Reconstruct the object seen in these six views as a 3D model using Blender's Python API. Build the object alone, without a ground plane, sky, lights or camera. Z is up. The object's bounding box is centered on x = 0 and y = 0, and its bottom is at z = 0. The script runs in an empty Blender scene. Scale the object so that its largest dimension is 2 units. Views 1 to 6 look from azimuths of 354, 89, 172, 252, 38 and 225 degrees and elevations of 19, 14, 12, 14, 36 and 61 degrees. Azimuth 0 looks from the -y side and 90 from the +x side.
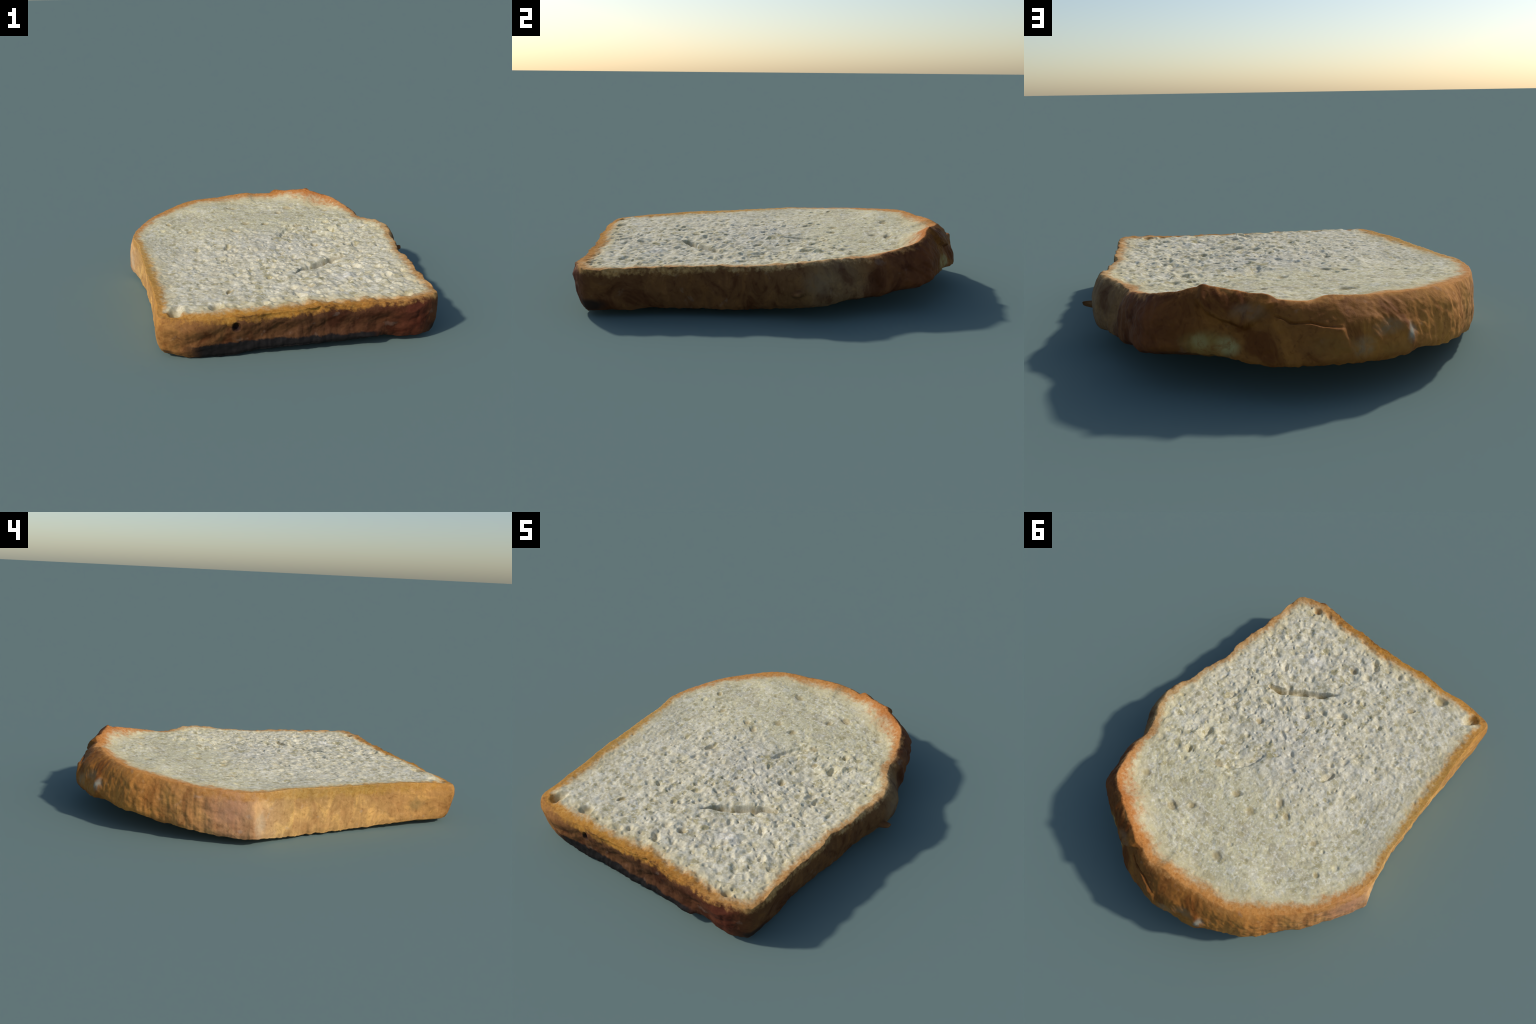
# A slice of white tin-loaf bread: pale porous crumb inside a browned, wrinkled crust.
# The body is one smooth surface in polar form (rim radius and height as functions of the
# angle), relief is added as displacement, then faces are separated into crust and crumb.
import math
import numpy as np

TAU = 2 * math.pi

# ------------------------------------------------------------------ profile control points
# upper rim of the slice, counter-clockwise (x, y, z)
UPPER_RIM = [
    (0.717, -0.799, 0.231), (0.713, -0.699, 0.236), (0.707, -0.579, 0.240), (0.709, -0.451, 0.245),
    (0.711, -0.343, 0.246), (0.692, -0.235, 0.246), (0.719, -0.102, 0.252), (0.714, -0.012, 0.257),
    (0.731, 0.057, 0.266), (0.726, 0.161, 0.278), (0.692, 0.256, 0.280), (0.648, 0.319, 0.272),
    (0.615, 0.405, 0.268), (0.595, 0.497, 0.282), (0.551, 0.607, 0.304), (0.504, 0.689, 0.323),
    (0.447, 0.733, 0.335), (0.339, 0.769, 0.358), (0.246, 0.812, 0.350), (0.176, 0.837, 0.336),
    (0.093, 0.865, 0.322), (0.013, 0.884, 0.318), (-0.056, 0.862, 0.330), (-0.155, 0.849, 0.322),
    (-0.256, 0.824, 0.315), (-0.358, 0.801, 0.314), (-0.461, 0.752, 0.310), (-0.541, 0.681, 0.300),
    (-0.613, 0.602, 0.290), (-0.685, 0.507, 0.280), (-0.730, 0.411, 0.272), (-0.771, 0.294, 0.263),
    (-0.786, 0.164, 0.262), (-0.762, 0.058, 0.263), (-0.742, -0.029, 0.261), (-0.729, -0.163, 0.256),
    (-0.708, -0.315, 0.252), (-0.688, -0.471, 0.250), (-0.660, -0.626, 0.243), (-0.634, -0.832, 0.228),
    (-0.620, -0.950, 0.212), (-0.542, -0.966, 0.207), (-0.427, -0.978, 0.205), (-0.320, -0.965, 0.206),
    (-0.235, -0.970, 0.207), (-0.126, -0.960, 0.210), (-0.001, -0.946, 0.213), (0.130, -0.931, 0.218),
    (0.253, -0.934, 0.217), (0.405, -0.924, 0.222), (0.505, -0.935, 0.225), (0.640, -0.905, 0.232), (0.705, -0.866, 0.234),
]
# lower rim (x, y, z), same direction
LOWER_RIM = [
    (0.702, -0.800, 0.034), (0.704, -0.700, 0.036), (0.692, -0.560, 0.046), (0.690, -0.435, 0.043),
    (0.698, -0.280, 0.040), (0.700, -0.010, 0.045), (0.735, 0.150, 0.060), (0.746, 0.220, 0.070),
    (0.735, 0.290, 0.086), (0.688, 0.400, 0.098), (0.632, 0.520, 0.096), (0.600, 0.600, 0.114),
    (0.572, 0.700, 0.122), (0.530, 0.768, 0.140), (0.480, 0.790, 0.147), (0.430, 0.820, 0.150),
    (0.330, 0.862, 0.148), (0.250, 0.910, 0.137), (0.150, 0.963, 0.131), (0.010, 0.976, 0.128),
    (-0.085, 0.983, 0.130), (-0.200, 0.950, 0.122), (-0.310, 0.925, 0.130), (-0.370, 0.880, 0.135),
    (-0.450, 0.830, 0.118), (-0.535, 0.758, 0.112), (-0.622, 0.612, 0.076), (-0.690, 0.520, 0.067),
    (-0.722, 0.450, 0.052), (-0.768, 0.350, 0.041), (-0.810, 0.247, 0.038), (-0.795, 0.180, 0.030),
    (-0.765, 0.110, 0.020), (-0.745, 0.015, 0.015), (-0.718, -0.085, 0.012), (-0.700, -0.230, 0.014),
    (-0.676, -0.435, 0.020), (-0.665, -0.600, 0.028), (-0.648, -0.760, 0.032), (-0.628, -0.900, 0.028),
    (-0.595, -0.945, 0.028), (-0.520, -0.957, 0.010), (-0.440, -0.965, 0.003), (-0.330, -0.966, 0.008),
    (-0.130, -0.960, 0.030), (0.000, -0.956, 0.033), (0.140, -0.947, 0.036), (0.270, -0.937, 0.040),
    (0.375, -0.935, 0.045), (0.440, -0.908, 0.040), (0.500, -0.900, 0.032), (0.640, -0.893, 0.028), (0.690, -0.862, 0.030),
]
# outward swelling of the wall halfway down: (angle in degrees, metres)
WALL_SWELL = [(-180, -.004), (-150, -.006), (-132, .002), (-124, .016), (-119, .018), (-112, .004), (-104, -.014), (-90, -.016),
              (-72, -.010), (-62, .010), (-55, .018), (-50, .018), (-44, .012), (-30, .012), (-5, .024), (6, .040), (16, .038),
              (25, .026), (33, .008), (41, .026), (50, .026), (60, .020), (72, .008), (90, .026), (102, .036), (115, .022),
              (130, .018), (150, .010), (160, .010), (168, .004)]
# single pores and lumps of the crumb: x, y, half length, half width, angle, depth (negative = lump)
PORES = [
    (-0.357, -0.880, 0.036, 0.031, -134, 0.018), (-0.549, -0.910, 0.061, 0.031, -112, 0.030),
    (-0.283, -0.712, 0.029, 0.012, -117, 0.010), (0.122, -0.692, 0.023, 0.026, -134, 0.015),
    (0.058, -0.805, 0.021, 0.042, -134, 0.017), (0.031, -0.706, 0.026, 0.022, -134, 0.010),
    (0.546, -0.599, 0.020, 0.022, -134, 0.012), (0.413, -0.438, 0.018, 0.032, -134, 0.016),
    (0.489, -0.083, 0.030, 0.021, -110, 0.017), (0.515, -0.299, 0.018, 0.019, -134, 0.009),
    (0.253, -0.080, 0.022, 0.022, -134, 0.012), (0.207, -0.235, 0.013, 0.015, -134, 0.010),
    (0.098, -0.275, 0.022, 0.015, -134, 0.008), (-0.043, -0.416, 0.025, 0.021, -134, 0.012),
    (-0.008, -0.327, 0.010, 0.012, -134, 0.008), (0.402, 0.172, 0.037, 0.021, -83, 0.018),
    (0.390, 0.311, 0.016, 0.025, -134, 0.014), (0.295, 0.152, 0.022, 0.023, -134, 0.006),
    (-0.246, -0.082, 0.040, 0.019, -102, 0.017), (-0.211, -0.145, 0.017, 0.019, -134, 0.009),
    (0.014, 0.318, 0.028, 0.020, -134, 0.008), (0.122, 0.526, 0.021, 0.018, -134, 0.007),
    (0.188, 0.599, 0.021, 0.052, -106, 0.009), (-0.106, 0.336, 0.032, 0.023, -134, 0.005),
    (-0.179, 0.197, 0.021, 0.031, -134, 0.008), (-0.254, 0.231, 0.021, 0.026, -134, 0.008),
    (-0.210, 0.276, 0.021, 0.018, -134, 0.006), (-0.167, 0.076, 0.018, 0.013, -134, 0.006),
    (-0.169, 0.629, 0.035, 0.021, 179, 0.006), (-0.451, 0.237, 0.023, 0.017, -135, 0.005),
    (-0.413, 0.214, 0.027, 0.015, -134, 0.005), (-0.580, 0.356, 0.015, 0.021, -135, 0.006),
    (-0.618, 0.259, 0.018, 0.019, -135, 0.005), (-0.515, 0.239, 0.010, 0.010, -135, 0.006),
    (0.434, 0.564, 0.024, 0.025, -134, 0.004), (-0.171, 0.540, 0.016, 0.012, -135, 0.005),
    (-0.086, -0.837, 0.014, 0.019, -134, 0.011), (-0.066, -0.559, 0.015, 0.018, -134, 0.010),
    (-0.232, -0.504, 0.011, 0.021, -134, 0.009), (0.566, -0.862, 0.028, 0.021, -160, 0.016),
    (-0.153, -0.508, 0.017, 0.021, -134, 0.006), (-0.418, -0.095, 0.020, 0.012, -93, 0.005),
    (0.153, 0.078, 0.061, 0.044, -100, -0.008), (0.442, -0.409, 0.034, 0.023, -147, -0.005),
    (0.442, 0.213, 0.039, 0.021, -88, -0.007), (0.425, 0.330, 0.017, 0.031, -134, -0.006),
    (0.335, -0.582, 0.047, 0.038, -110, -0.004),
]
# long tears in the crumb: (polyline, half width, depth)
TEARS = [
    ([(0.075, -0.505), (0.138, -0.436), (0.207, -0.389), (0.266, -0.342), (0.319, -0.303), (0.376, -0.283)], 0.025, 0.060),
    ([(0.205, 0.270), (0.150, 0.225), (0.110, 0.155), (0.085, 0.068)], 0.022, 0.014),
]


# ------------------------------------------------------------------ numeric helpers
def smooth(a, b, x):
    t = np.clip((x - a) / (b - a), 0, 1)
    return t * t * (3 - 2 * t)


def lattice(ix, iy, iz, seed):
    """Well mixed hash of a lattice cell, 31 bits."""
    with np.errstate(over="ignore"):
        h = np.full(np.shape(ix), (seed * 7919 + 12345) & 0xFFFFFFFF, dtype=np.uint64)
        for v in (ix, iy, iz):
            h = (h ^ (np.asarray(v).astype(np.int64) + 100000).astype(np.uint64)) * np.uint64(0xBF58476D1CE4E5B9)
            h ^= h >> np.uint64(29)
        h = h * np.uint64(0x94D049BB133111EB)
        h ^= h >> np.uint64(32)
    return (h & np.uint64(0x7FFFFFFF)).astype(np.int64)


def noise(p, scale, seed=0):
    """Gradient noise, about -1 to 1; p is (n, 3)."""
    q = p * scale
    i = np.floor(q).astype(np.int64)
    f = q - i
    w = f * f * f * (f * (f * 6 - 15) + 10)
    total = 0
    for dx in (0, 1):
        for dy in (0, 1):
            for dz in (0, 1):
                h = lattice(i[:, 0] + dx, i[:, 1] + dy, i[:, 2] + dz, seed)
                gx = ((h & 1023) / 511.5 - 1)
                gy = (((h >> 10) & 1023) / 511.5 - 1)
                gz = (((h >> 20) & 1023) / 511.5 - 1)
                dot = gx * (f[:, 0] - dx) + gy * (f[:, 1] - dy) + gz * (f[:, 2] - dz)
                k = (w[:, 0] if dx else 1 - w[:, 0]) * (w[:, 1] if dy else 1 - w[:, 1]) * (w[:, 2] if dz else 1 - w[:, 2])
                total = total + k * dot
    return total * 1.5


def fractal(p, scale, seed=0, octaves=3, gain=0.5):
    s, a = 0, 1.0
    for o in range(octaves):
        s = s + a * noise(p, scale * 2 ** o, seed + 17 * o)
        a *= gain
    return s


def pits(x, y, cell, seed, share, small, large):
    """Random round pits on a jittered grid: 0 outside, up to 1 in a pit."""
    out = np.zeros_like(x)
    ix, iy = np.floor(x / cell), np.floor(y / cell)
    for dx in (-1, 0, 1):
        for dy in (-1, 0, 1):
            cx, cy = ix + dx, iy + dy
            h = lattice(cx, cy, cx * 0 + 3, seed)
            g = lattice(cx, cy, cx * 0 + 9, seed + 5)
            on = ((h >> 20) & 255) / 255 < share
            px = (cx + 0.5 + 0.8 * ((h & 1023) / 1023 - 0.5)) * cell
            py = (cy + 0.5 + 0.8 * (((h >> 10) & 1023) / 1023 - 0.5)) * cell
            r = small + (large - small) * ((g & 1023) / 1023) ** 2
            an = ((g >> 10) & 1023) / 1023 * math.pi
            st = 1 + 0.8 * ((g >> 20) & 255) / 255
            ex, ey = x - px, y - py
            a = (ex * np.cos(an) + ey * np.sin(an)) / st
            b = (-ex * np.sin(an) + ey * np.cos(an))
            d = np.sqrt(a * a + b * b) / r
            out = np.maximum(out, np.where(on, smooth(1.1, 0.2, d) * (0.5 + 0.5 * r / large), 0))
    return out


def periodic(angles, values, at):
    """Smooth closed curve through (angle, value): monotone cubic, no overshoot."""
    order = np.argsort(angles)
    a, v = np.asarray(angles)[order], np.asarray(values)[order]
    a = np.concatenate([a[-3:] - TAU, a, a[:3] + TAU])
    v = np.concatenate([v[-3:], v, v[:3]])
    h, d = np.diff(a), np.diff(v) / np.diff(a)
    m = np.zeros_like(v)
    same = d[:-1] * d[1:] > 0
    w1, w2 = 2 * h[1:] + h[:-1], h[1:] + 2 * h[:-1]
    m[1:-1][same] = ((w1 + w2) / (w1 / np.where(same, d[:-1], 1) + w2 / np.where(same, d[1:], 1)))[same]
    k = np.clip(np.searchsorted(a, at, side="right") - 1, 0, len(a) - 2)
    t = (at - a[k]) / h[k]
    return (v[k] * (1 + 2 * t) * (1 - t) ** 2 + m[k] * h[k] * t * (1 - t) ** 2
            + v[k + 1] * t * t * (3 - 2 * t) + m[k + 1] * h[k] * t * t * (t - 1))


def rim_curves(rim):
    p = np.array(rim)
    ang = np.arctan2(p[:, 1], p[:, 0])
    r = np.hypot(p[:, 0], p[:, 1])
    return (lambda t: periodic(ang, r, t)), (lambda t: periodic(ang, p[:, 2], t))


UPPER_R, UPPER_Z = rim_curves(UPPER_RIM)
LOWER_R, LOWER_Z = rim_curves(LOWER_RIM)
SWELL_A = np.radians([a for a, _ in WALL_SWELL])
SWELL_V = np.array([v for _, v in WALL_SWELL])


def squareness(t):
    """Cosine between the radius and the rim's normal: turns radial into true distance."""
    e = 0.02
    r = UPPER_R(wrap(t))
    dr = (UPPER_R(wrap(t + e)) - UPPER_R(wrap(t - e))) / (2 * e)
    return r / np.sqrt(r * r + dr * dr)


def wrap(t):
    return (t + math.pi) % TAU - math.pi


def polyline_distance(x, y, line):
    """Distance to a polyline and the position along it, 0 to 1."""
    pts = np.array(line)
    seg = np.hypot(*np.diff(pts, axis=0).T)
    start = np.concatenate([[0], np.cumsum(seg)])
    best, along = np.full(x.shape, 9.0), np.zeros(x.shape)
    for k in range(len(seg)):
        d = (pts[k + 1] - pts[k]) / seg[k]
        s = np.clip((x - pts[k, 0]) * d[0] + (y - pts[k, 1]) * d[1], 0, seg[k])
        dist = np.hypot(x - pts[k, 0] - s * d[0], y - pts[k, 1] - s * d[1])
        near = dist < best
        best = np.where(near, dist, best)
        along = np.where(near, (start[k] + s) / start[-1], along)
    return best, along


# ------------------------------------------------------------------ relief
def crumb_relief(x, y, z, rim_distance):
    p = np.stack([x, y, z * 0], 1)
    open_side = smooth(0.40, -0.20, y - 0.35 * x + 0.25 * noise(p, 2.0, 3))     # coarser towards the flat end
    left_calm = smooth(-0.70, -0.10, x + 0.25 * y)
    coarse = 0.22 + 0.78 * open_side * (0.35 + 0.65 * left_calm)
    warp = p + 0.012 * np.stack([noise(p, 11.0, 71), noise(p, 11.0, 72), x * 0], 1)
    h = 0.0035 * fractal(p, 5.0, 1, 2)
    h += coarse * 0.0095 * fractal(warp, 15.0, 2, 2, 0.5)
    h += (0.25 + 0.75 * coarse) * 0.0020 * fractal(warp, 42.0, 4, 2, 0.5)
    wx, wy = warp[:, 0], warp[:, 1]
    h -= coarse * 0.0100 * pits(wx, wy, 0.058, 11, 0.66, 0.008, 0.022)
    h -= (0.25 + 0.75 * coarse) * 0.0045 * pits(wx + 0.3, wy, 0.040, 12, 0.40, 0.006, 0.013)
    h += coarse * 0.0030 * pits(wx, wy + 0.7, 0.062, 13, 0.45, 0.016, 0.032)
    # fibres dragged round the arch of the loaf
    ang, rad = np.arctan2(y - 0.05, x), np.hypot(x, y - 0.05)
    f = np.stack([ang * 8, rad * 42, x * 0], 1)
    h += 0.0016 * fractal(f, 1.0, 8, 2) * smooth(0.30, 0.55, rad)
    wob = noise(p, 40.0, 21)
    for cx, cy, a, b, deg, depth in PORES:
        near = (abs(x - cx) < 0.1) & (abs(y - cy) < 0.1)
        ca, sa = math.cos(math.radians(deg)), math.sin(math.radians(deg))
        ex, ey = x[near] - cx, y[near] - cy
        d = np.sqrt(((ex * ca + ey * sa) / a) ** 2 + ((-ex * sa + ey * ca) / b) ** 2) + 0.2 * wob[near]
        h[near] -= 1.25 * depth * (smooth(1.2, 0.35, d) if depth > 0 else smooth(1.3, 0.2, d))
    for line, width, depth in TEARS:
        d, s = polyline_distance(x, y, line)
        w = width * (0.25 + 0.75 * smooth(0, 0.3, s)) * (0.6 + 0.4 * smooth(1.0, 0.85, s)) * (1 + 0.25 * noise(p, 20.0, 5))
        holes = sum(np.exp(-((s - at) / 0.07) ** 2) for at in (0.24, 0.52, 0.84))
        h -= depth * smooth(1.0, 0.35, d / w) * smooth(-0.05, 0.18, s) * (0.62 + 0.5 * holes)
        h -= 0.004 * smooth(2.6, 0.8, d / w)
    fade = smooth(0.004, 0.055, rim_distance)
    fine = 0.0007 * fractal(p, 95.0, 31, 2)
    return h * fade + fine + 0.0012 * fractal(p, 38.0, 33, 2) * (1 - fade)


def side_of(theta, z, line):
    """Signed height above a polyline given as (degrees, z), and the reach of its ends."""
    a = np.radians([q[0] for q in line])
    level = np.interp(theta, a, [q[1] for q in line])
    ends = smooth(a[0] - 0.02, a[0] + 0.03, theta) * smooth(a[-1] + 0.02, a[-1] - 0.03, theta)
    return z - level, ends


FLAP_EDGE = [(64.5, .318), (65.9, .300), (67.4, .275), (71.9, .259), (75.3, .242), (78.2, .266), (81.0, .302), (82, .312)]
CRACK = [(81.5, .283), (84.8, .265), (88.5, .263), (91.7, .252), (94.6, .243)]


def flake_mask(theta, z):
    """Small flake of crust standing off the long side."""
    across = (theta - math.radians(8.0)) * 0.75 / 0.030
    up = (z - 0.135 - 0.15 * (theta - 0.14)) / 0.022
    return smooth(1.0, 0.25, np.hypot(across, up)) * (abs(theta) < 0.5)


def wall_relief(p, theta, down):
    """Outward displacement of the crust; down is 0 at the upper rim and 1 at the lower one."""
    deg = np.degrees(theta)
    z = p[:, 2]
    mid = np.sin(np.pi * np.clip(down, 0, 1)) ** 0.6
    back = smooth(20, 45, deg) * smooth(170, 140, deg)
    front = smooth(-125, -118, deg) * smooth(-50, -58, deg)
    h = 0.005 * fractal(p, 9.0, 41, 3) * mid
    h += (0.0011 + 0.001 * front) * fractal(p, 42.0, 42, 3) * (0.4 + 0.6 * mid)
    # slanting wrinkles drawn down the sides of the arch
    slant = np.stack([theta * 13 + z * 16, z * 6, theta * 0], 1)
    h += back * (0.0055 - 0.0042 * smooth(95, 120, deg)) * fractal(slant * (1 + 0.25 * noise(p, 3.0, 48)[:, None]), 1.0, 43, 2) * mid
    h += back * 0.005 * fractal(p, 14.0, 49, 3, 0.6) * mid
    slant = np.stack([theta * 10 - z * 16, z * 7, theta * 0], 1)
    h += front * 0.0055 * fractal(slant, 1.0, 44, 2) * mid
    wob = 0.006 * noise(p, 25.0, 45)
    # torn flap of skin hanging over the crust, with a hollow below it
    above, ends = side_of(theta, z + wob, FLAP_EDGE)
    h += ends * (0.021 * smooth(-0.003, 0.005, above) * smooth(0.12, 0.03, above)
                 - 0.004 * smooth(0.004, -0.004, above) * smooth(-0.075, -0.02, above))
    # crack with a lip
    above, ends = side_of(theta, z + 0.7 * wob, CRACK)
    h += ends * (0.005 * smooth(-0.05, -0.004, above) * smooth(0.002, -0.004, above) - 0.009 * smooth(0.006, 0.0, abs(above - 0.002)))
    # the crack turns down: a step in the skin
    turn_at = 94.8 + 0.6 * noise(p, 20.0, 46) + (0.243 - z) * 12
    h += 0.013 * smooth(1.0, -0.2, deg - turn_at) * smooth(-5, -1.5, deg - turn_at) * smooth(0.26, 0.235, z) * smooth(0.165, 0.2, z)
    # folds beside the notch
    for at, size, lean in ((36.5, 0.010, 16), (40.5, 0.008, 25), (45.0, 0.007, 30)):
        e = deg - at + (z - 0.18) * lean + 0.8 * noise(p, 14.0, int(at))
        h += size * smooth(-0.6, 0.9, e) * smooth(5.5, 1.5, e) * mid
    # pit and dents in the flat end
    h -= 0.030 * smooth(1.0, 0.3, np.hypot((p[:, 0] + 0.27) / 0.024, (z - 0.152) / 0.026)) * front
    h -= 0.012 * smooth(1.0, 0.2, np.hypot((p[:, 0] - 0.10) / 0.05, (z - 0.20) / 0.045)) * front
    # dark ledge along the foot of the flat end
    ledge = smooth(-0.52, -0.40, p[:, 0]) * smooth(0.43, 0.40, p[:, 0]) * front
    h += 0.016 * front * np.exp(-((down - 0.27) / 0.2) ** 2)
    h += ledge * (0.004 + 0.016 * smooth(0.30, 0.40, p[:, 0])) * smooth(0.080, 0.055, z + 0.3 * wob) * smooth(1.0, 0.9, down)
    h += 0.058 * flake_mask(theta, z)
    return h


# ------------------------------------------------------------------ body surface
# broad swells and hollows of the cut face: x, y, reach in x, reach in y, height
SWELLS = [(-0.53, 0.08, 0.14, 0.17, -0.016), (0.30, -0.42, 0.16, 0.13, -0.008), (0.32, 0.06, 0.15, 0.12, -0.013),
          (0.52, -0.05, 0.10, 0.2, -0.005), (-0.36, 0.62, 0.20, 0.10, 0.022), (-0.60, 0.42, 0.09, 0.12, 0.010), (0.12, 0.66, 0.12, 0.08, 0.016), (0.40, 0.58, 0.09, 0.09, -0.008), (0.36, -0.1, 0.3, 0.4, -0.006),
          (-0.05, -0.05, 0.12, 0.12, 0.006)]


def inner_height(x, y):
    h = 0.256 + 0.034 * y
    for cx, cy, a, b, v in SWELLS:
        h = h + v * np.exp(-((x - cx) / a) ** 2 - ((y - cy) / b) ** 2)
    return h


def under_height(x, y):
    return 0.008 + 0.17 * np.maximum(y - 0.18, 0) + 0.042 * smooth(0.0, 0.65, x) * smooth(0.6, 0.2, y)


def build_body(n_around=1600, n_top=270, n_wall=76, n_under=60):
    # angles spaced evenly along the rim
    t = np.linspace(-math.pi, math.pi, 20001)
    r = UPPER_R(wrap(t))
    step = np.hypot(np.diff(r * np.cos(t)), np.diff(r * np.sin(t)))
    s = np.concatenate([[0], np.cumsum(step)])
    th = np.interp(np.arange(n_around) / n_around * s[-1], s, t)
    c, sn = np.cos(th), np.sin(th)
    ring = np.stack([c, sn, c * 0], 1)
    toothed = 0.6 + 1.2 * smooth(-125, -110, np.degrees(th)) * smooth(40, 25, np.degrees(th))
    jag = 0.0050 * toothed * fractal(ring, 16.0, 51, 2, 0.6)
    jag_z = 0.0032 * toothed * fractal(ring, 16.0, 52, 2, 0.6)
    rt, zt = UPPER_R(th), UPPER_Z(th)
    rb, zb = LOWER_R(th) + 0.005 * fractal(ring, 16.0, 53, 3, 0.6), LOWER_Z(th) + 0.0055 * fractal(ring, 17.0, 54, 3, 0.6)
    swell = periodic(SWELL_A, SWELL_V, th)
    k = squareness(th)
    deg = np.degrees(th)
    lip = 0.045 + 0.05 * smooth(52, 72, deg) * smooth(150, 125, deg)
    rows, theta_rows, down_rows, dist_rows = [], [], [], []

    def add(radius, z, down, dist):
        rows.append(np.stack([radius * c, radius * sn, z], 1))
        theta_rows.append(th)
        down_rows.append(np.full(n_around, down))
        dist_rows.append(dist)

    for u in np.linspace(1 / n_top, 1, n_top):
        radius = u * rt
        x, y = radius * c, radius * sn
        dist = (1 - u) * rt * k
        z0 = inner_height(x, y)
        near = np.exp(-(dist / 0.016) ** 1.3)
        z = z0 + (zt - z0) * np.exp(-(dist / lip) ** 1.4) + jag_z * near
        add(radius + jag * near, z, 0.0, dist)
    for w in np.linspace(0, 1, n_wall + 1)[1:]:
        f = 1 - (1 - w) ** 1.35
        bow = np.sin(math.pi * w ** 0.85) ** 0.85
        tuck = 0.005 * smooth(0.82, 1.0, w) ** 2
        near = math.exp(-w / 0.10)
        radius = rt + jag * near + (rb - rt) * f + swell * bow / np.maximum(k, 0.75) - tuck
        z = zt + jag_z * near + (zb - zt) * (w - 0.03 * math.sin(TAU * w))
        add(radius, z, w, 0 * rt)
    rb2 = radius
    for u in np.linspace(1, 0, n_under + 1)[1:-1]:
        radius = u * rb2
        x, y = radius * c, radius * sn
        dist = (1 - u) * rb2 * k
        z0 = under_height(x, y)
        z = z0 + (zb - z0) * np.exp(-(dist / 0.05) ** 1.2) - 0.004 * np.exp(-((dist - 0.02) / 0.02) ** 2)
        add(radius, z, 1.0, dist)
    grid = np.array(rows)
    # relief: straight up on the cut face, along the normal on the crust
    flat = grid.reshape(-1, 3)
    theta = np.array(theta_rows).reshape(-1)
    down = np.array(down_rows).reshape(-1)
    dist = np.array(dist_rows).reshape(-1)
    nt, nw = n_top, n_wall
    top = slice(0, nt * n_around)
    wall = slice(nt * n_around, (nt + nw) * n_around)
    under = slice((nt + nw) * n_around, None)
    du = np.roll(grid, -1, 1) - np.roll(grid, 1, 1)
    dv = np.gradient(grid, axis=0)
    nrm = np.cross(dv, du)
    nrm = (nrm / np.maximum(np.linalg.norm(nrm, axis=2, keepdims=True), 1e-9)).reshape(-1, 3)
    nrm *= np.sign((nrm[wall, :2] * flat[wall, :2]).sum()) or 1
    out = flat.copy()
    out[top, 2] += crumb_relief(flat[top, 0], flat[top, 1], flat[top, 2], dist[top])
    out[wall] += nrm[wall] * wall_relief(flat[wall], theta[wall], down[wall])[:, None]
    out[wall, 2] += 0.022 * flake_mask(theta[wall], flat[wall, 2])
    out[under, 2] += 0.006 * np.abs(fractal(flat[under] * [1, 1, 0], 14.0, 61, 3)) * smooth(0, 0.03, dist[under])
    return out.reshape(grid.shape), nt, nw, rt, zt, th


# === BLENDER ===
import bpy

for block in (bpy.data.objects, bpy.data.meshes, bpy.data.materials):
    for item in list(block):
        block.remove(item)

grid, N_TOP, N_WALL, RIM_R, RIM_Z, RIM_T = build_body()
low = grid[..., 2].min()
grid[..., 2] -= low
n_rows, n_around = grid.shape[:2]
centre_top = grid[0].mean(0)
centre_low = grid[-1].mean(0)


def normals_of(vertices, quads, tris):
    n = np.zeros_like(vertices)
    for f in (quads, tris):
        if not len(f):
            continue
        a = vertices[f[:, 0]]
        fn = np.cross(vertices[f[:, 1]] - a, vertices[f[:, 2]] - a)
        if f.shape[1] == 4:
            fn += np.cross(vertices[f[:, 2]] - a, vertices[f[:, 3]] - a)
        for c in range(f.shape[1]):
            np.add.at(n, f[:, c], fn)
    return n / np.maximum(np.linalg.norm(n, axis=1, keepdims=True), 1e-12)


vertices = np.concatenate([grid.reshape(-1, 3), centre_top[None], centre_low[None]])
i_top, i_low = len(vertices) - 2, len(vertices) - 1
j = np.arange(n_around)
jn = (j + 1) % n_around
quad_rows = [np.stack([r * n_around + j, (r + 1) * n_around + j, (r + 1) * n_around + jn, r * n_around + jn], 1) for r in range(n_rows - 1)]
fan_top = np.stack([np.full(n_around, i_top), j, jn], 1)
last = (n_rows - 1) * n_around
fan_low = np.stack([np.full(n_around, i_low), last + jn, last + j], 1)
body_normals = normals_of(vertices, np.concatenate(quad_rows), np.concatenate([fan_top, fan_low]))


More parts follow.
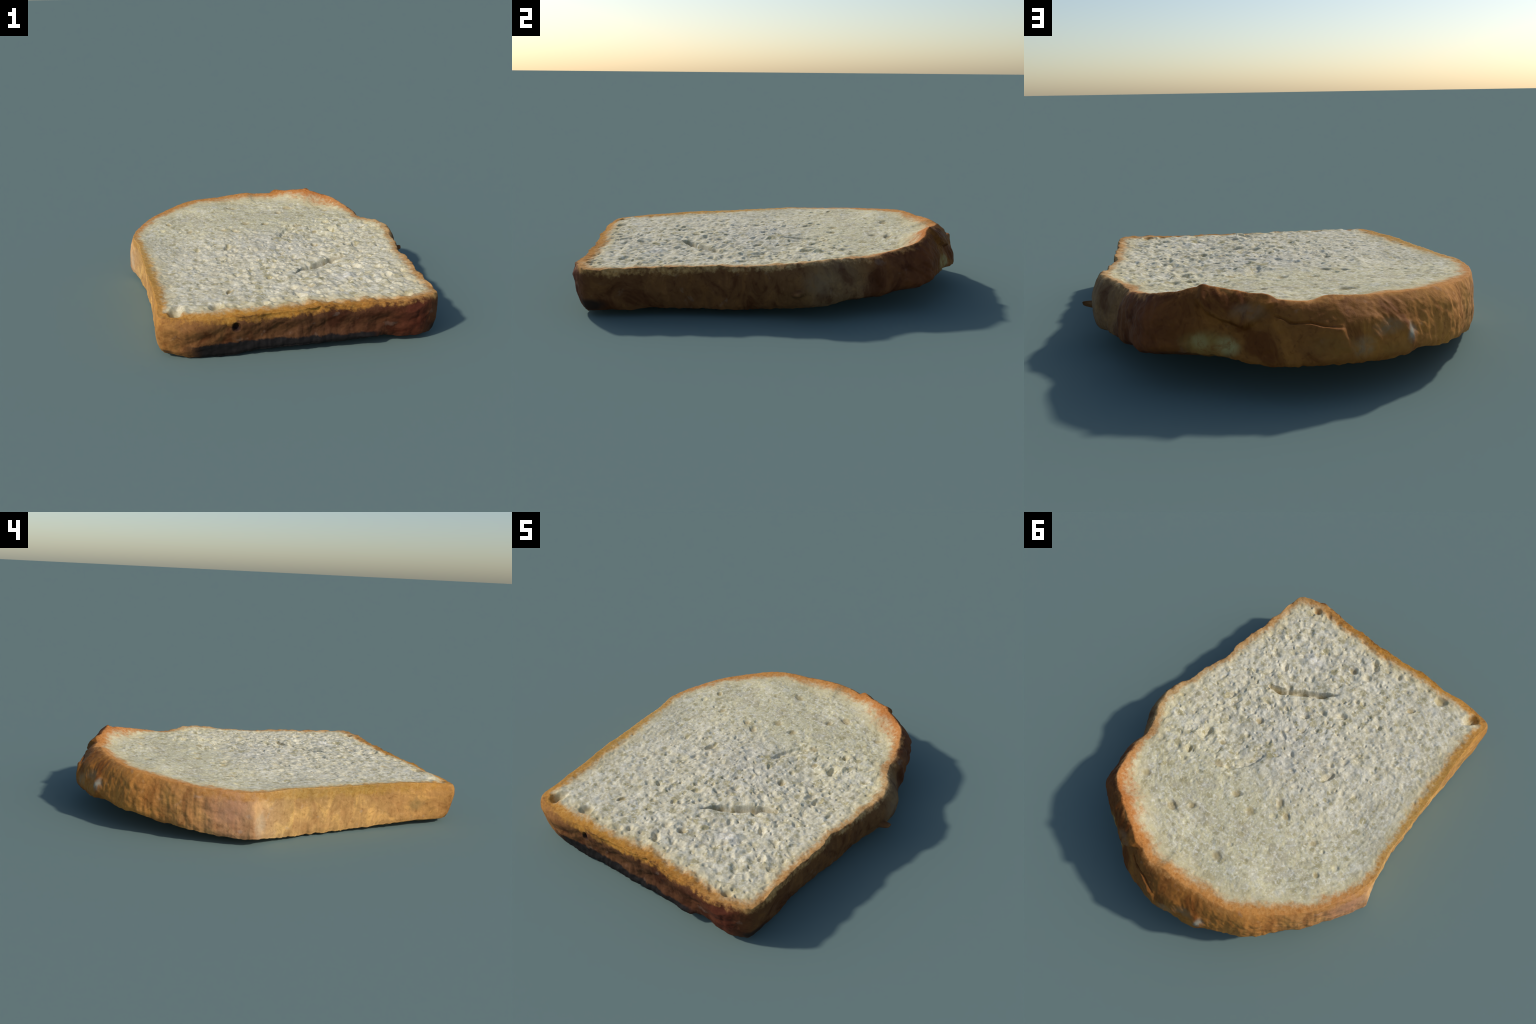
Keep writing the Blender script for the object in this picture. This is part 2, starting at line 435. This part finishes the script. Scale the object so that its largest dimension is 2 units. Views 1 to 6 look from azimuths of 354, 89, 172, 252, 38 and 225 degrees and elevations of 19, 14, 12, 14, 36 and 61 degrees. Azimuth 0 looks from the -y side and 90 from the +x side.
def make_part(name, quads, tris, material, parent):
    used = np.unique(np.concatenate([quads.reshape(-1), tris.reshape(-1)]))
    index = np.full(len(vertices), -1)
    index[used] = np.arange(len(used))
    loops = np.concatenate([index[quads].reshape(-1), index[tris].reshape(-1)])
    starts = np.concatenate([np.arange(len(quads)) * 4, len(quads) * 4 + np.arange(len(tris)) * 3])
    mesh = bpy.data.meshes.new(name)
    mesh.vertices.add(len(used))
    mesh.vertices.foreach_set("co", vertices[used].reshape(-1).astype(np.float32))
    mesh.loops.add(len(loops))
    mesh.loops.foreach_set("vertex_index", loops.astype(np.int32))
    mesh.polygons.add(len(starts))
    mesh.polygons.foreach_set("loop_start", starts.astype(np.int32))
    mesh.update(calc_edges=True)
    mesh.validate()
    mesh.polygons.foreach_set("use_smooth", np.ones(len(mesh.polygons), dtype=bool))
    mesh.normals_split_custom_set_from_vertices(body_normals[used].astype(np.float32).tolist())
    mesh.materials.append(material)
    ob = bpy.data.objects.new(name, mesh)
    bpy.context.scene.collection.objects.link(ob)
    ob.parent = parent
    return ob


# ------------------------------------------------------------------ material
class Graph:
    """Small helper that writes shader maths as expressions."""

    def __init__(self, name):
        self.material = bpy.data.materials.new(name)
        self.material.use_nodes = True
        self.tree = self.material.node_tree
        self.tree.nodes.clear()

    def node(self, kind, **props):
        n = self.tree.nodes.new(kind)
        for k, v in props.items():
            setattr(n, k, v)
        return n

    def put(self, socket, value):
        if hasattr(value, "is_output"):
            self.tree.links.new(value, socket)
        elif value is not None:
            socket.default_value = value

    def math(self, op, a, b=None, c=None, clamp=False):
        n = self.node("ShaderNodeMath", operation=op, use_clamp=clamp)
        for s, v in zip(n.inputs, (a, b, c)):
            self.put(s, v)
        return n.outputs[0]

    def add(self, a, b): return self.math("ADD", a, b)
    def sub(self, a, b): return self.math("SUBTRACT", a, b)
    def mul(self, a, b): return self.math("MULTIPLY", a, b)

    def step(self, a, b, x):
        n = self.node("ShaderNodeMapRange", interpolation_type="SMOOTHSTEP")
        if not hasattr(a, "is_output") and not hasattr(b, "is_output") and a > b:
            self.put(n.inputs[0], x); n.inputs[1].default_value = b; n.inputs[2].default_value = a
            n.inputs[3].default_value = 1; n.inputs[4].default_value = 0
        else:
            self.put(n.inputs[0], x); self.put(n.inputs[1], a); self.put(n.inputs[2], b)
        return n.outputs[0]

    def mix(self, f, a, b, blend="MIX"):
        n = self.node("ShaderNodeMix", data_type="RGBA", blend_type=blend)
        self.put(n.inputs[0], f)
        for s, v in ((n.inputs[6], a), (n.inputs[7], b)):
            self.put(s, (*v, 1) if isinstance(v, tuple) else v)
        return n.outputs[2]

    def noise(self, vec, scale, detail=3, rough=0.55, distort=0.0):
        n = self.node("ShaderNodeTexNoise")
        self.put(n.inputs["Vector"], vec)
        n.inputs["Scale"].default_value = scale
        n.inputs["Detail"].default_value = detail
        n.inputs["Roughness"].default_value = rough
        n.inputs["Distortion"].default_value = distort
        return n.outputs[0]

    def combine(self, x, y, z):
        n = self.node("ShaderNodeCombineXYZ")
        for s, v in zip(n.inputs, (x, y, z)):
            self.put(s, v)
        return n.outputs[0]

    def curve(self, x, xs, ys):
        n = self.node("ShaderNodeFloatCurve")
        pts = n.mapping.curves[0].points
        while len(pts) < len(xs):
            pts.new(0.5, 0.5)
        for p, a, b in zip(pts, xs, ys):
            p.location = (float(a), float(b))
            p.handle_type = "VECTOR"
        n.mapping.update()
        self.put(n.inputs["Value"], x)
        return n.outputs[0]

    def ramp(self, x, stops):
        n = self.node("ShaderNodeValToRGB")
        el = n.color_ramp.elements
        stops = sorted(stops)
        while len(el) < len(stops):
            el.new(0.5)
        for e, (pos, col) in zip(el, stops):
            e.position = pos
            e.color = (*col, 1)
        self.put(n.inputs[0], x)
        return n.outputs[0]

    def spot(self, pos, centre, size, edge=0.5):
        """1 inside an ellipsoid, fading to 0 at its border."""
        v = self.node("ShaderNodeVectorMath", operation="SUBTRACT")
        self.put(v.inputs[0], pos)
        v.inputs[1].default_value = centre
        d = self.node("ShaderNodeVectorMath", operation="DIVIDE")
        self.put(d.inputs[0], v.outputs[0])
        d.inputs[1].default_value = size
        l = self.node("ShaderNodeVectorMath", operation="LENGTH")
        self.put(l.inputs[0], d.outputs[0])
        return self.step(1.0, edge, l.outputs["Value"])


def turn(deg):
    return (deg + 180.0) / 360.0


# crust colour round the loaf, by angle in degrees
CRUST = [
    (-180, (.62, .335, .12)), (-165, (.66, .355, .12)), (-145, (.64, .335, .11)), (-130, (.60, .29, .085)),
    (-123, (.46, .21, .055)), (-117, (.24, .10, .032)), (-105, (.13, .054, .020)), (-85, (.092, .038, .016)),
    (-66, (.095, .034, .014)), (-56, (.11, .028, .013)), (-49, (.14, .053, .016)), (-40, (.16, .063, .020)),
    (-10, (.16, .063, .020)), (8, (.18, .080, .028)), (18, (.20, .108, .048)), (30, (.20, .100, .040)),
    (38, (.16, .056, .018)), (52, (.14, .040, .012)), (62, (.18, .058, .012)), (75, (.26, .096, .018)),
    (88, (.25, .090, .019)), (104, (.34, .130, .025)), (118, (.46, .185, .040)), (130, (.52, .215, .052)),
    (145, (.56, .26, .085)), (158, (.62, .30, .14)), (170, (.64, .37, .16)), (180, (.62, .35, .12)),
]
# golden rim between crumb and crust
RIM = [
    (-180, (.70, .42, .13)), (-150, (.68, .39, .10)), (-125, (.64, .33, .08)), (-100, (.54, .27, .050)),
    (-70, (.54, .26, .055)), (-45, (.62, .36, .14)), (-10, (.62, .40, .18)), (20, (.62, .41, .19)),
    (45, (.66, .33, .12)), (62, (.60, .24, .070)), (90, (.66, .32, .10)), (125, (.66, .32, .09)),
    (155, (.64, .31, .10)), (180, (.70, .42, .13)),
]
# width of the golden rim on the cut face
RIM_WIDTH = [(-180, .050), (-150, .080), (-125, .065), (-95, .085), (-60, .080), (-45, .065), (-15, .045), (15, .050),
             (40, .055), (60, .070), (100, .090), (130, .080), (155, .055), (180, .050)]
# how far the gold runs down the outer wall
GOLD_DROP = [(-180, .030), (-130, .030), (-120, .028), (-90, .016), (-62, .014), (-48, .022), (-30, .020), (10, .018),
             (40, .020), (100, .030), (130, .036), (180, .030)]
# straw-coloured pores and stains on the cut face: x, y, reach
STAINS = [(-.357, -.880, .038), (-.560, -.920, .045), (-.283, -.712, .030), (.122, -.692, .026), (.014, .318, .032),
          (.122, .526, .024), (.188, .599, .034), (-.106, .336, .036), (-.179, .197, .030), (-.254, .231, .028),
          (-.169, .629, .036), (-.451, .237, .026), (-.580, .356, .024), (.434, .564, .028), (.253, -.080, .026),
          (.205, .262, .030), (.14, -.432, .022), (.21, -.386, .024), (.27, -.34, .024), (.335, -.298, .024), (.566, -.862, .030), (.295, .152, .026)]


def bread_material(name):
    g = Graph(name)
    pos = g.node("ShaderNodeTexCoord").outputs["Object"]
    xyz = g.node("ShaderNodeSeparateXYZ")
    g.put(xyz.inputs[0], pos)
    x, y, z = xyz.outputs
    angle = g.math("ARCTAN2", y, x)
    around = g.math("MULTIPLY_ADD", angle, 1 / TAU, 0.5)
    radius = g.math("SQRT", g.add(g.mul(x, x), g.mul(y, y)))
    ts = np.linspace(-math.pi, math.pi, 129)
    us = np.linspace(0, 1, 129)
    rim_r = g.curve(around, us, UPPER_R(wrap(ts)) / 1.25)
    rim_z = g.curve(around, us, (UPPER_Z(wrap(ts)) - low) / 0.5)
    cosine = g.curve(around, us, squareness(ts))
    inside = g.mul(g.sub(g.mul(rim_r, 1.25), radius), cosine)
    depth = g.sub(g.mul(rim_z, 0.5), z)
    drop = g.mul(g.curve(around, [turn(a) for a, _ in GOLD_DROP], [v * 10 for _, v in GOLD_DROP]), 0.1)
    width = g.mul(g.curve(around, [turn(a) for a, _ in RIM_WIDTH], [v * 5 for _, v in RIM_WIDTH]), 0.2)
    wob = g.sub(g.noise(pos, 12, 4, 0.65), 0.5)
    wob2 = g.sub(g.noise(pos, 50, 3, 0.6), 0.5)
    ragged = g.add(g.mul(wob, 0.085), g.mul(wob2, 0.055))
    edge = g.add(g.sub(inside, g.math("MAXIMUM", g.sub(depth, drop), 0)), ragged)

    # crumb: warm white with grey-blue and straw-coloured mottling
    big = g.noise(pos, 2.6, 3, 0.5)
    mid = g.noise(pos, 20, 4, 0.6, 0.8)
    fine = g.noise(pos, 62, 4, 0.6, 0.6)
    swirl = g.combine(g.mul(angle, 5.0), g.mul(radius, 30.0), 0.0)
    fibre = g.noise(swirl, 1.6, 4, 0.65, 0.5)
    arch = g.step(0.30, 0.55, radius)
    back = g.step(-0.25, 0.45, g.add(y, g.mul(g.sub(big, 0.5), 0.6)))
    warped = g.node("ShaderNodeVectorMath", operation="ADD")
    jit = g.node("ShaderNodeTexNoise")
    g.put(jit.inputs["Vector"], pos)
    jit.inputs["Scale"].default_value = 24
    shift = g.node("ShaderNodeVectorMath", operation="MULTIPLY_ADD")
    g.put(shift.inputs[0], jit.outputs["Color"])
    shift.inputs[1].default_value = (0.03, 0.03, 0)
    shift.inputs[2].default_value = (-0.015, -0.015, 0)
    g.put(warped.inputs[0], pos)
    g.put(warped.inputs[1], shift.outputs[0])
    crumb = g.mix(back, (.765, .685, .475), (.725, .645, .385))
    crumb = g.mix(g.mul(g.spot(warped.outputs[0], (.02, -.04, .25), (.45, .40, 1), 0.1), 0.5), crumb, (.62, .58, .49))
    crumb = g.mix(g.mul(g.spot(warped.outputs[0], (.05, .42, .25), (.50, .30, 1), 0.1), 0.5), crumb, (.62, .56, .34))
    crumb = g.mix(g.mul(g.spot(warped.outputs[0], (.32, -.58, .25), (.10, .08, 1), 0.1), 0.7), crumb, (.84, .80, .72))
    patch = g.noise(pos, 8.0, 3, 0.6, 0.5)
    crumb = g.mix(g.mul(g.step(0.50, 0.68, patch), 0.7), crumb, (.56, .50, .36))
    crumb = g.mix(g.mul(g.step(0.48, 0.32, patch), 0.5), crumb, (.79, .74, .60))
    crumb = g.mix(g.mul(g.step(0.50, 0.70, mid), 0.5), crumb, (.50, .41, .25))
    for scale, limit, much in ((15, 0.55, 0.70), (26, 0.50, 0.70), (48, 0.55, 0.40)):
        cells = g.node("ShaderNodeTexVoronoi", voronoi_dimensions="2D")
        g.put(cells.inputs["Vector"], warped.outputs[0])
        cells.inputs["Scale"].default_value = scale
        pick = g.node("ShaderNodeSeparateColor")
        g.put(pick.inputs[0], cells.outputs["Color"])
        size = g.math("MULTIPLY_ADD", pick.outputs[1], 0.28, 0.26)
        oval = g.sub(1.0, g.step(g.mul(size, 0.45), size, cells.outputs["Distance"]))
        oval = g.mul(oval, g.step(limit - 0.02, limit + 0.02, pick.outputs[0]))
        crumb = g.mix(g.mul(oval, g.mul(g.add(0.4, pick.outputs[2]), much)), crumb, (.46, .39, .20))
    crumb = g.mix(g.mul(g.step(0.46, 0.30, mid), 0.5), crumb, (.66, .60, .50))
    crumb = g.mix(g.mul(g.step(0.50, 0.68, fine), 0.72), crumb, (.92, .86, .69))  # bright highlights on the crumb painted as near-white flecks
    crumb = g.mix(g.mul(g.step(0.48, 0.30, fine), 0.45), crumb, (.48, .43, .31))
    crumb = g.mix(g.mul(g.mul(g.step(0.54, 0.70, fibre), arch), 0.55), crumb, (.80, .76, .62))
    crumb = g.mix(g.mul(g.mul(g.step(0.46, 0.30, fibre), arch), 0.50), crumb, (.45, .385, .25))
    stain = None
    for sx, sy, reach in STAINS:
        one = g.spot(warped.outputs[0], (sx, sy, 0.25), (reach, reach, 0.3), 0.35)
        stain = one if stain is None else g.math("MAXIMUM", stain, one)
    crumb = g.mix(g.mul(stain, 0.7), crumb, (.42, .32, .145))

    # crust
    crust = g.ramp(around, [(turn(a), c) for a, c in CRUST])
    side = g.combine(g.mul(angle, 0.95), g.mul(z, 0.75), g.mul(radius, 0.3))
    uneven = g.curve(around, [0, turn(-130), turn(-112), turn(100), turn(140), 1], [.38, .38, 1, 1, .6, .38])
    blot = g.noise(side, 8.5, 4, 0.6, 1.2)
    grain = g.noise(pos, 34, 5, 0.65, 0.8)
    speck = g.noise(pos, 15, 3, 0.5, 0.3)
    crust = g.mix(g.mul(g.step(0.48, 0.66, blot), g.mul(uneven, 0.85)), crust, g.mix(1.0, crust, (.52, .38, .32), "MULTIPLY"))
    crust = g.mix(g.mul(g.step(0.50, 0.34, blot), 0.70), crust, g.mix(1.0, crust, (1.40, 1.45, 1.30), "MULTIPLY"))
    crust = g.mix(g.mul(g.step(0.52, 0.72, grain), 0.55), crust, g.mix(1.0, crust, (1.35, 1.45, 1.70), "MULTIPLY"))
    crust = g.mix(g.mul(g.step(0.47, 0.30, grain), 0.60), crust, g.mix(1.0, crust, (.58, .48, .40), "MULTIPLY"))
    crust = g.mix(g.mul(g.step(0.64, 0.74, speck), g.math('MULTIPLY_ADD', uneven, -0.45, 0.6)), crust, g.mix(0.55, crust, (.60, .52, .42)))
    # pale, floury and torn places
    patches = [((.345, .86, .180), (.13, .12, .060), (.34, .21, .055), .8), ((.285, .90, .180), (.055, .1, .045), (.40, .32, .13), .9),
               ((.37, .85, .190), (.035, .1, .035), (.36, .27, .10), .8),
               ((.21, .88, .29), (.08, .08, .04), (.24, .14, .075), .7), ((-.05, .97, .19), (.12, .1, .06), (.28, .13, .03), .6), ((-.27, .93, .16), (.12, .1, .035), (.34, .15, .03), .7),
               ((-.33, .91, .20), (.030, .08, .045), (.34, .32, .24), .9), ((-.24, .93, .23), (.08, .1, .035), (.26, .18, .10), .7),
               ((-.15, .97, .18), (.06, .1, .045), (.30, .23, .13), .6), ((-.80, .19, .10), (.05, .045, .10), (.70, .52, .32), .7),
               ((-.78, .36, .17), (.10, .16, .10), (.60, .30, .17), .6), ((.775, .20, .18), (.10, .10, .09), (.22, .14, .08), .6),
               ((-.665, -.72, .12), (.08, .07, .06), (.30, .20, .07), .6), ((.56, -.94, .16), (.10, .1, .08), (.12, .030, .015), .6)]
    broken = g.step(0.32, 0.60, g.noise(pos, 20, 5, 0.65, 1.0))
    for centre, size, tint, much in patches:
        m = g.spot(warped.outputs[0], centre, size, 0.2)
        crust = g.mix(g.math("MULTIPLY", g.mul(m, much), g.math('MULTIPLY_ADD', broken, 0.75, 0.25), clamp=True), crust, tint)
    # scorched foot of the flat end, the burnt corner and the burnt pit
    foot_line = g.add(g.mul(ragged, 0.35), g.sub(z, 0.072))
    along = g.mul(g.step(-0.56, -0.42, x), g.step(0.45, 0.38, x))
    foot = g.mul(g.mul(g.step(0.006, -0.006, foot_line), along), g.step(-0.90, -0.915, y))
    corner = g.spot(warped.outputs[0], (.70, -.84, .06), (.06, .09, .045), 0.4)
    pit = g.spot(warped.outputs[0], (-.268, -.960, .148), (.026, .05, .028), 0.45)
    tip = g.spot(pos, (-.605, -.955, .035), (.05, .05, .02), 0.3)
    burnt = g.math("MAXIMUM", g.math("MAXIMUM", foot, g.mul(corner, 0.85)), g.mul(tip, 0.7))
    crust = g.mix(burnt, crust, (.012, .010, .0095))

    # rim
    rim = g.ramp(around, [(turn(a), (c[0] * .92, c[1] * .84, c[2] * .74)) for a, c in RIM])
    rim = g.mix(g.mul(g.step(0.50, 0.70, fine), 0.6), rim, g.mix(1.0, rim, (1.20, 1.40, 1.9), "MULTIPLY"))
    rim = g.mix(g.mul(g.step(0.50, 0.30, fine), 0.6), rim, g.mix(1.0, rim, (.66, .50, .34), "MULTIPLY"))

    t_rim = g.math("DIVIDE", edge, width)
    crumb = g.mix(g.mul(g.step(1.9, 0.8, t_rim), 0.55), crumb, (.68, .56, .30))
    face = g.mix(g.step(1.0, 0.22, t_rim), crumb, rim)
    colour = g.mix(g.step(0.010, -0.026, edge), face, crust)
    colour = g.mix(g.mul(pit, 0.92), colour, (.014, .008, .010))

    bsdf = g.node("ShaderNodeBsdfPrincipled")
    g.put(bsdf.inputs["Base Color"], colour)
    on_crust = g.step(0.01, -0.03, edge)
    g.put(bsdf.inputs["Roughness"], g.math("MULTIPLY_ADD", on_crust, -0.18, 0.88))
    bsdf.inputs["Specular IOR Level"].default_value = 0.12
    bump = g.node("ShaderNodeBump")
    bump.inputs["Strength"].default_value = 0.30
    bump.inputs["Distance"].default_value = 0.004
    g.put(bump.inputs["Height"], g.add(g.noise(pos, 110, 4, 0.65), g.mul(g.mul(fibre, arch), 0.5)))
    g.put(bsdf.inputs["Normal"], bump.outputs[0])
    out = g.node("ShaderNodeOutputMaterial")
    g.put(out.inputs["Surface"], bsdf.outputs[0])
    return g.material


root = bpy.data.objects.new("bread_slice", None)
bpy.context.scene.collection.objects.link(root)
root["label"] = "thick slice of white bread with browned crust"
root["category"] = "bread"

crumb_material = bread_material("crumb_and_rim")
crust_material = bread_material("baked_crust")
none = np.zeros((0, 3), dtype=int)
split = N_TOP - 13
make_part("crumb", np.concatenate(quad_rows[:split]), fan_top, crumb_material, root)
make_part("crust", np.concatenate(quad_rows[split:N_TOP + N_WALL - 1]), none, crust_material, root)
make_part("crumb", np.concatenate(quad_rows[N_TOP + N_WALL - 1:]), fan_low, crumb_material, root)
